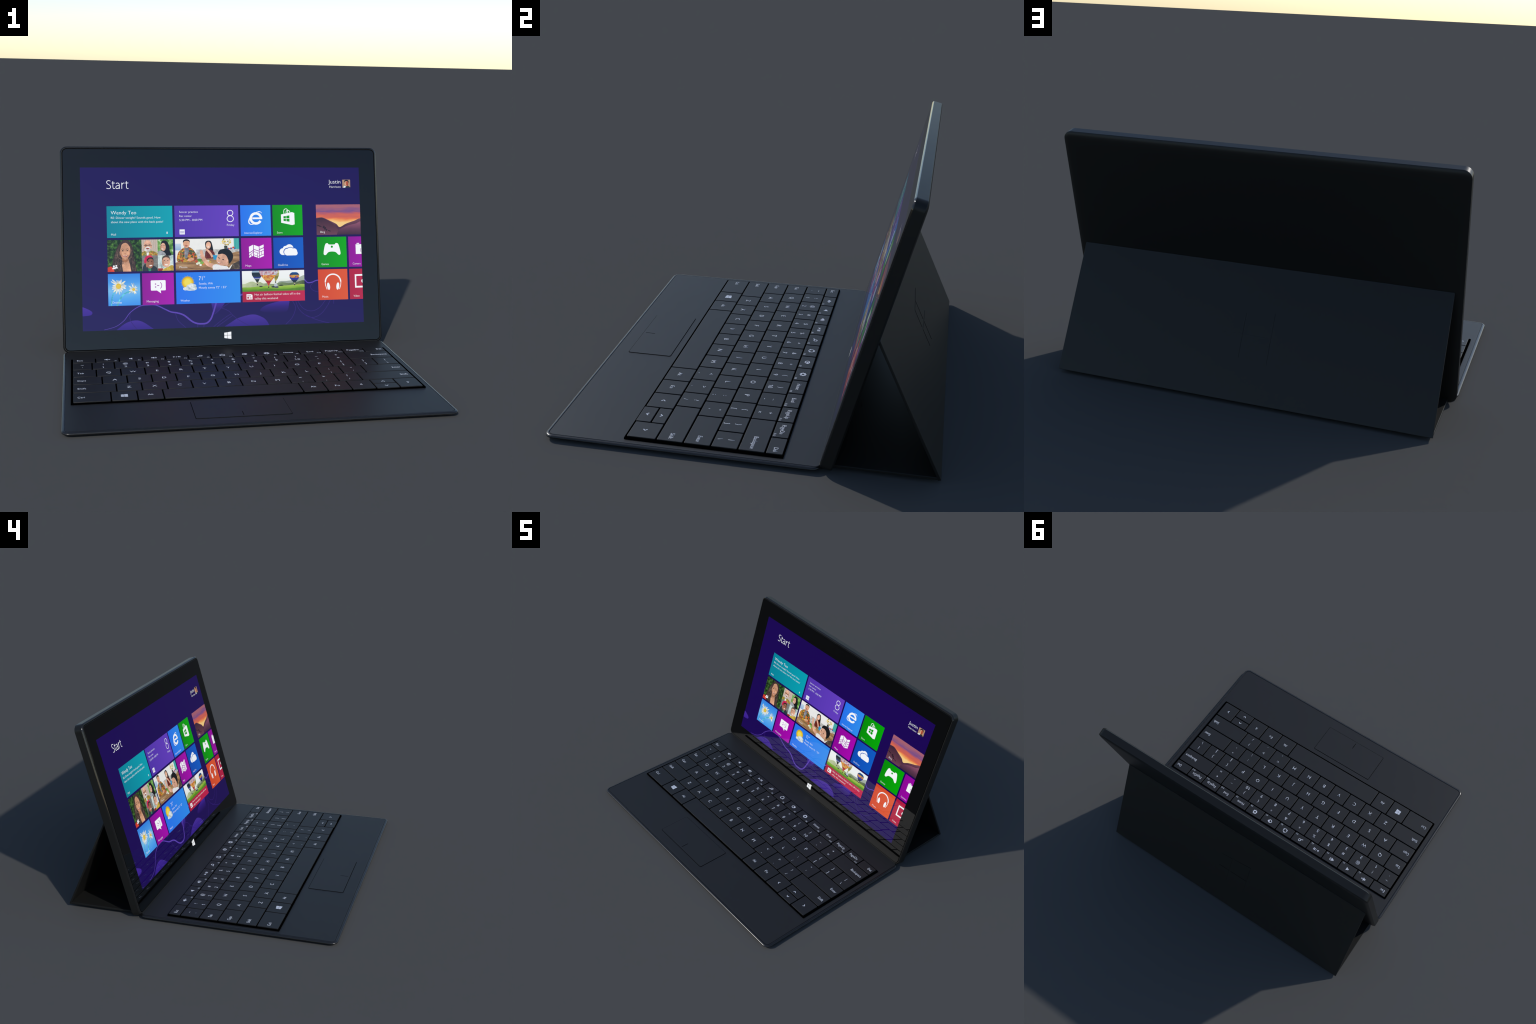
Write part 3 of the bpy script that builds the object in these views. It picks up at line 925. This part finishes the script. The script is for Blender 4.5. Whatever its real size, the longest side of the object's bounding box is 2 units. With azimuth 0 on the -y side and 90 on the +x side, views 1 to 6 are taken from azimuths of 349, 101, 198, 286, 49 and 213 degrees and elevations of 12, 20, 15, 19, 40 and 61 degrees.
BAND = lit(('#2a3f9a', '#d8a02c', '#b8453a', '#e0c04a', '#7a3a78'), 'check', scale=120)
MIX = lit(('#e8c8d4', '#b88a9a', '#c4d0d8', '#d0a0a8', '#a86a70'), 'check', scale=70, stretch=(1, 1.4, 1))
MIX2 = lit(('#c43a2a', '#e0a83a', '#a82c30', '#e8c860', '#b8402c'), 'check', scale=70, stretch=(1, 1.4, 1))
balloon(0, [(504, 18, 828, '#9cb4c8'), (512, 24, 832, '#1c2a36'), (524, 24, 833, '#22303a'), (533, 20, 834, '#2c3a8a'), (541, 15, 834, '#c0c4cc'), (544, 13, 834, '#1e2a24'),
            (553, 7, 835, '#2a3420'), (561, 3.5, 835, '#c8b48a'), (566, 2.5, 835, '#c8b48a')], (835, 570), 9)
balloon(0, [(504, 12, 932, '#cfc89a'), (516, 13, 931, '#a8a060'), (530, 12, 930, '#7f7a34'), (544, 8, 928, '#a89c4a'), (556, 2, 925, '#a89c4a')], (925, 560), 9.3)
balloon(0, [(504, 47, 891, MIX), (514, 45, 892, MIX), (526, 39, 890, MIX2), (540, 27, 890, MIX2), (552, 17, 890, '#a8262c'), (564, 8, 890, '#c4402c'), (574, 3, 890, '#b05a3a'), (578, 2, 890, '#b05a3a')], (890, 584), 9.6)
balloon(0, [(514, 10, 1020, '#2f6aa8'), (518, 18, 1020, '#1e3f7a'), (524, 23, 1020, '#2a4a6a'), (528, 25, 1020, BAND), (541, 24, 1020, '#2a2f98'), (552, 16, 1020, '#1e2a44'),
            (560, 9, 1020, '#24342a'), (566, 4, 1020, '#c8c09a'), (571, 2.5, 1020, '#c8c09a')], (1020, 574), 9.3)
for bx, by, bw, bh, bc in ((852, 580, 9, 3, '#3c4034'), (915, 583, 12, 4, '#2e3440'), (926, 576, 9, 9, '#b8c0cc'), (930, 585, 10, 5, '#4a5058'), (952, 577, 12, 3, '#2f3a2a'), (1040, 573, 8, 2.5, '#8a8a3a')):
    f.poly(ellipse(bx, by, bw, bh, n=14), lit(bc), 10 + 0.001 * bx)
# newspaper mark
f.poly([(779.6, 616), (803, 616), (805, 619), (808.8, 619), (808.8, 641.5), (779.6, 641.5)], WHITE, 10,
       [rect(783, 620, 801, 622), rect(783, 624.4, 801, 626.2), rect(783, 629, 791, 637.5), rect(794, 630, 804.5, 632), rect(794, 635, 804.5, 637)])
f.build('news_picture', tablet)

# account portrait
f = picture(1279, 60.7, 1319.3, 100.7)
f.poly(rect(1279, 60.7, 1319.3, 100.7), lit(('#9a7a60', '#c4a083'), 'noise', scale=30), 7)
f.poly(spline([(1280, 102), (1286, 92), (1296, 88), (1310, 92), (1320, 100), (1320, 104)]), photo('#2a3030'), 8)
f.poly([(1280, 101), (1288, 90), (1297, 94), (1293, 101)], photo('#e4ecec'), 8.4)
f.poly(ellipse(1299, 79, 9.5, 14), SKIN, 9)
f.poly(ellipse(1304, 80, 5.5, 12.5), photo('#a8482c'), 9.3)
f.poly(spline([(1288, 76), (1290, 65), (1300, 61.5), (1310, 65), (1312, 78), (1306, 69), (1294, 69)], True, 5), BLACK, 9.6)
f.build('account_portrait', tablet)

# ------------------------------------------------------------------ kickstand
KS_TOP, KS_BOT = Vector((0.0, 0.5890, 0.6220)), Vector((0.0, 0.8722, 0.0165))
ks_dir = (KS_BOT - KS_TOP).normalized()
ks_len = (KS_BOT - KS_TOP).length
ks_nrm = Vector((0, -ks_dir.z, ks_dir.y))      # faces back and up
KS_HW, KS_T = 0.9595, 0.0120
prof = [(0.0012, -KS_T), (0.0, -KS_T + 0.0012), (0.0, -0.0012), (0.0012, 0.0)]
ks_me = loft('kickstand', slab_profile(KS_HW, ks_len / 2, 0.004, prof, seg=3), sharp=24)
kick = make_obj('kickstand', ks_me, M_METAL, root)
mid = (KS_TOP + KS_BOT) / 2
# local x -> -X (seen from behind), y -> up the stand, z -> outward
rot = Matrix(((-1, 0, 0), (0, -ks_dir.y, -ks_dir.z), (0, ks_nrm.y, ks_nrm.z))).transposed()
kick.matrix_world = Matrix.Translation(mid) @ rot.to_4x4()

em = Relief(lambda x, y: Vector((x, y)), -0.0005, 0.0020)
oy = ks_len / 2                                   # s from the top -> local y = oy - s
e_top = lambda x: oy - 0.248 + (x + 0.102) * 0.115
e_bot = lambda x: oy - 0.450 - (x + 0.102) * 0.115
yc = oy - 0.349
for xa, xb in ((-0.102, -0.018), (-0.002, 0.128)):
    em.poly([(xa, e_top(xa)), (xb, e_top(xb)), (xb, yc + 0.005), (xa, yc + 0.005)], M_METAL)
    em.poly([(xa, yc - 0.005), (xb, yc - 0.005), (xb, e_bot(xb)), (xa, e_bot(xa))], M_METAL)
em.build('emblem', kick)

# flat foot plate joining the stand to the tablet
fp_prof = [(0.0010, 0.0160), (0.0, 0.0170), (0.0, 0.0260), (0.0014, 0.0274)]
fp = loft('foot_plate', slab_profile(0.958, 0.2270, 0.004, fp_prof, 0, 0.638, seg=3), sharp=24)
make_obj('foot_plate', fp, M_METAL, root)

# ------------------------------------------------------------------ keyboard cover
kb_prof = [(0.0200, 0.0075), (0.0120, 0.0080), (0.0060, 0.0094), (0.0020, 0.0120), (0.0002, 0.0150), (0.0, 0.0172), (0.0006, 0.0193),
           (0.0022, 0.0213), (0.0048, 0.0230), (0.0080, 0.0242), (0.0115, 0.0249), (0.0142, 0.0250), (0.0150, 0.0246), (0.0150, 0.0205)]
kb_rings = []
for i, z in kb_prof:
    b = min(i, 0.0040)                            # the seam runs out of sight under the tablet at the rear
    kb_rings.append([(x, y, z) for x, y in rrect(TAB_W - i, KB_H - (i + b) / 2, max(TAB_R - i, 0.004), 12, 0, KB_C + (i - b) / 2)])
kb_me = loft('keyboard_shell', kb_rings, sharp=28)
kb = make_obj('keyboard_shell', kb_me, M_SHELL, root)

TP = (-0.348, 0.1385, -0.777, -0.549)             # trackpad x0 x1 y0 y1
tpx, tpy = (TP[0] + TP[1]) / 2, (TP[2] + TP[3]) / 2
tpw, tph = (TP[1] - TP[0]) / 2, (TP[3] - TP[2]) / 2
deck_outer = rrect(TAB_W - 0.0178, KB_H - (0.0178 + 0.006) / 2, TAB_R - 0.0178, 10, 0, KB_C + (0.0178 - 0.006) / 2)
deck_me = plate_with_holes('deck', deck_outer, [], 0.0200, DECK_Z)
make_obj('deck', deck_me, M_DECK, kb)
slot = rect(-0.1083, -0.766, -0.1039, -0.712)
pad_me = plate_with_holes('trackpad', rrect(tpw, tph, 0.009, 5, tpx, tpy), [slot], DECK_Z - 0.001, DECK_Z + 0.0024)
make_obj('trackpad', pad_me, M_DECK, kb)
make_obj('trackpad_seam', plate_with_holes('trackpad_seam', rrect(tpw + 0.0030, tph + 0.0030, 0.010, 5, tpx, tpy), [], DECK_Z - 0.001, DECK_Z + 0.0004), M_GAP, kb)
bed = loft('key_bed', slab_profile(0.9545, 0.3580, 0.005, [(0.0, 0.0210), (0.0, 0.0306), (0.0005, 0.0310)], 0.0, -0.1520, seg=4), sharp=24)
make_obj('key_bed', bed, M_WELL, kb)

# -- key rows: (front y, back y, column borders, legends)
L0, R0 = -0.9455, 0.9435


def run(a, b, n):
    return [a + (b - a) * i / n for i in range(n + 1)]


ROWS = [
    (-0.5035, -0.3660, [L0, -0.7487, -0.6120, -0.4763, 0.2682, 0.4033, 0.5390, 0.6748, 0.8105, R0],
     ['<Ctrl', '#win', 'Alt', '', 'Alt', 'Fn', '#left', '#updown', '#right']),
    (-0.3660, -0.2420, [L0] + run(-0.7152, 0.6394, 10) + [R0], ['<Shift'] + list('ZXCVBNM') + ['<|,', '>|.', '?|/', '>Shift']),
    (-0.2420, -0.1185, [L0] + run(-0.7864, 0.7013, 11) + [R0], ['<Caps'] + list('ASDFGHJKL') + [':|;', '"|\'', '>Enter']),
    (-0.1185, 0.0030, [L0] + run(-0.8146, 0.8103, 12) + [R0], ['<Tab'] + list('QWERTYUIOP') + ['{|[', '}|]', '||\\']),
    (0.0030, 0.1245, [L0] + run(-0.8354, 0.6746, 12) + [R0], ['~|`', '!|1', '@|2', '#|3', '$|4', '%|5', '^|6', '&|7', '*|8', '(|9', ')|10', '_|-', '+|=', '>Backspace']),
    (0.1245, 0.2040, [L0] + run(-0.8136, 0.8116, 12) + [R0],
     ['<Esc', '#mute', '#down', '#up', '#play', '#find', '#share', '#device', '#gear', 'Home', 'End', 'PageUp', 'PageDn', '>Del']),
]
GAP = 0.0078
_keys = {}


def key(x0, x1, y0, y1, gx=GAP, gy=GAP):
    w, h = x1 - x0, y1 - y0
    k = (round(w, 4), round(h, 4), gx, gy)
    if k not in _keys:
        hw, hh = w / 2, h / 2
        pr = [(0.0, 0.0300), (0.0, KEY_Z - 0.0014), (0.0005, KEY_Z - 0.0005), (0.0016, KEY_Z)]
        _keys[k] = loft('key', slab_profile(hw - gx / 2, hh - gy / 2, 0.0035, pr, seg=3), sharp=20)
    o = make_obj('key', _keys[k], M_KEY, kb)
    o.location = ((x0 + x1) / 2, (y0 + y1) / 2, random.uniform(-0.0001, 0.0001))
    return o


PZ = KEY_Z + 0.0001


def legend(s, x, y, cap=None, width=None, align='C', offset=-0.004):
    return lettering('key_legend', s, M_PRINT, kb, x, y, PZ - 0.0001, cap=cap, width=width, align=align, depth=0.00035, offset=offset)


def kwidth(s):
    return {'Ctrl': 0.038, 'Shift': 0.047, 'Caps': 0.047, 'Tab': 0.038, 'Esc': 0.035, 'Backspace': 0.102, 'Enter': 0.052, 'Del': 0.032,
            'Home': 0.060, 'End': 0.041, 'PageUp': 0.079, 'PageDn': 0.079, 'Alt': 0.030, 'Fn': 0.026}[s]


def mark(cx, cy):
    return Relief(lambda x, y: Vector((cx + x * 0.92, cy + y * 0.92)), PZ - 0.0001, 0.00035)


def speaker(g, x=0.0, sc=1.0):
    g.poly(rect(x - 0.016 * sc, -0.006 * sc, x - 0.009 * sc, 0.006 * sc), M_PRINT)
    g.poly([(x - 0.0075 * sc, -0.006 * sc), (x + 0.003 * sc, -0.0145 * sc), (x + 0.003 * sc, 0.0145 * sc), (x - 0.0075 * sc, 0.006 * sc)], M_PRINT)


def draw_mark(kind, cx, cy):
    g = mark(cx, cy)
    if kind == 'win':
        for xa, xb in ((-0.0195, -0.0030), (-0.0010, 0.0195)):
            ta, tb = 0.0165 + (xa + 0.0195) * 0.12, 0.0165 + (xb + 0.0195) * 0.12
            g.poly([(xa, 0.001), (xb, 0.001), (xb, tb), (xa, ta)], M_PRINT)
            g.poly([(xa, -0.001), (xb, -0.001), (xb, -tb), (xa, -ta)], M_PRINT)
    elif kind in ('left', 'right', 'upward', 'downward'):
        a = {'left': 180, 'right': 0, 'upward': 90, 'downward': 270}[kind]
        c, s_ = math.cos(math.radians(a)), math.sin(math.radians(a))
        tr = lambda p: (p[0] * c - p[1] * s_, p[0] * s_ + p[1] * c)
        g.stroke([tr((-0.0055, 0.010)), tr((0.0055, 0.0)), tr((-0.0055, -0.010))], 0.0052, M_PRINT)
    elif kind in ('mute', 'down', 'up'):
        speaker(g, -0.002 if kind != 'down' else 0.006)
        if kind == 'mute':
            g.stroke([(0.006, 0.005), (0.017, -0.005)], 0.003, M_PRINT)
            g.stroke([(0.006, -0.005), (0.017, 0.005)], 0.003, M_PRINT, 1.1)
        if kind == 'up':
            g.stroke(ellipse(0.0, 0, 0.008, 0.009, n=10, a0=-50, a1=50), 0.003, M_PRINT)
            g.stroke(ellipse(0.0, 0, 0.015, 0.016, n=12, a0=-50, a1=50), 0.003, M_PRINT)
    elif kind == 'play':
        g.poly([(-0.025, -0.009), (-0.010, 0.0), (-0.025, 0.009)], M_PRINT)
        g.stroke([(-0.005, -0.011), (0.001, 0.011)], 0.0022, M_PRINT)
        g.add([rect(0.007, -0.009, 0.0125, 0.009), rect(0.016, -0.009, 0.0215, 0.009)], M_PRINT)
    elif kind == 'find':
        g.stroke(ellipse(0.007, 0.002, 0.0095, n=24), 0.0042, M_PRINT)
        g.stroke([(0.0, -0.005), (-0.018, -0.012)], 0.005, M_PRINT)
    elif kind == 'share':
        for a in (90, 210, 330):
            g.stroke(ellipse(0, 0, 0.0155, n=10, a0=a + 18, a1=a + 102), 0.0038, M_PRINT)
            g.poly(ellipse(0.0155 * math.cos(math.radians(a)), 0.0155 * math.sin(math.radians(a)), 0.0052, n=14), M_PRINT, 1.1)
    elif kind == 'device':
        g.stroke(ellipse(0, 0, 0.0150, 0.0125, n=24, a0=40, a1=320), 0.0045, M_PRINT)
        g.poly(rrect(0.0085, 0.006, 0.002, 3, 0.009, 0.002), M_PRINT, 1.1)
    elif kind == 'gear':
        out = []
        for i in range(48):
            a = 2 * math.pi * i / 48
            r = 0.0190 if (i % 6) in (0, 1, 2) else 0.0145
            out.append((r * math.cos(a), r * math.sin(a)))
        g.poly(out, M_PRINT, 1, [ellipse(0, 0, 0.0085, n=20)])
    g.build('key_symbol', kb)




def figure_one(x, y, cap):
    g = mark(x, y)
    g.poly(rect(-0.0016, 0, 0.0016, cap), M_PRINT)
    g.poly([(-0.0016, cap), (-0.0016, cap * 0.84), (-0.0070, cap * 0.70), (-0.0070, cap * 0.82)], M_PRINT)
    g.build('key_legend', kb)


CAP = 0.0236
fn = 0
for y0, y1, xs, legs in ROWS:
    yc = (y0 + y1) / 2 - 0.001
    for x0, x1, lg in zip(xs, xs[1:], legs):
        xc = (x0 + x1) / 2
        if lg == '#updown':
            ys = -0.4355
            key(x0, x1, y0, ys, GAP, 0.0)
            key(x0, x1, ys + 0.0035, y1, GAP, GAP)
            draw_mark('downward', xc, -0.470)
            draw_mark('upward', xc, -0.403)
            continue
        key(x0, x1, y0, y1)
        top = y0 > 0.12
        ty = yc - 0.0095
        if lg.startswith('#') and len(lg) > 2 and '|' not in lg:
            draw_mark(lg[1:], xc, 0.1665 if top else yc)
        elif lg == '||\\':
            legend('|', xc, yc + 0.012, cap=CAP * 0.95)
            legend('\\', xc, yc - 0.042, cap=CAP * 0.95)
        elif '|' in lg and len(lg) > 2:
            a, b = lg.split('|')
            legend(a, xc, yc + 0.010, cap=CAP * 0.92)
            if b == '1':
                figure_one(xc, yc - 0.042, CAP)
            elif b == '10':
                figure_one(xc - 0.0090, yc - 0.042, CAP)
                legend('0', xc + 0.0090, yc - 0.042, cap=CAP)
            else:
                legend(b, xc, yc - 0.042, cap=CAP * (1.0 if b.isdigit() else 0.92))
        elif lg.startswith('<') and len(lg) > 2:
            legend(lg[1:], -0.9200, (0.155 if top else ty), width=kwidth(lg[1:]) * 0.97, cap=0.0205, align='L')
        elif lg.startswith('>') and len(lg) > 2:
            legend(lg[1:], 0.9240, (0.155 if top else ty), width=kwidth(lg[1:]) * 0.97, cap=0.0205, align='R')
        elif len(lg) > 2 or lg in ('Fn',):
            legend(lg, xc - (0.002 if top else 0), (0.156 if top else ty), width=kwidth(lg) * 0.97, cap=0.0205)
        elif lg:
            legend(lg, xc, yc - 0.0145, cap=CAP * 1.05)
        if top and not lg.startswith(('<', '>')):
            fn += 1
            legend('F%d' % fn, x1 - 0.0205, 0.1315, cap=0.0115)
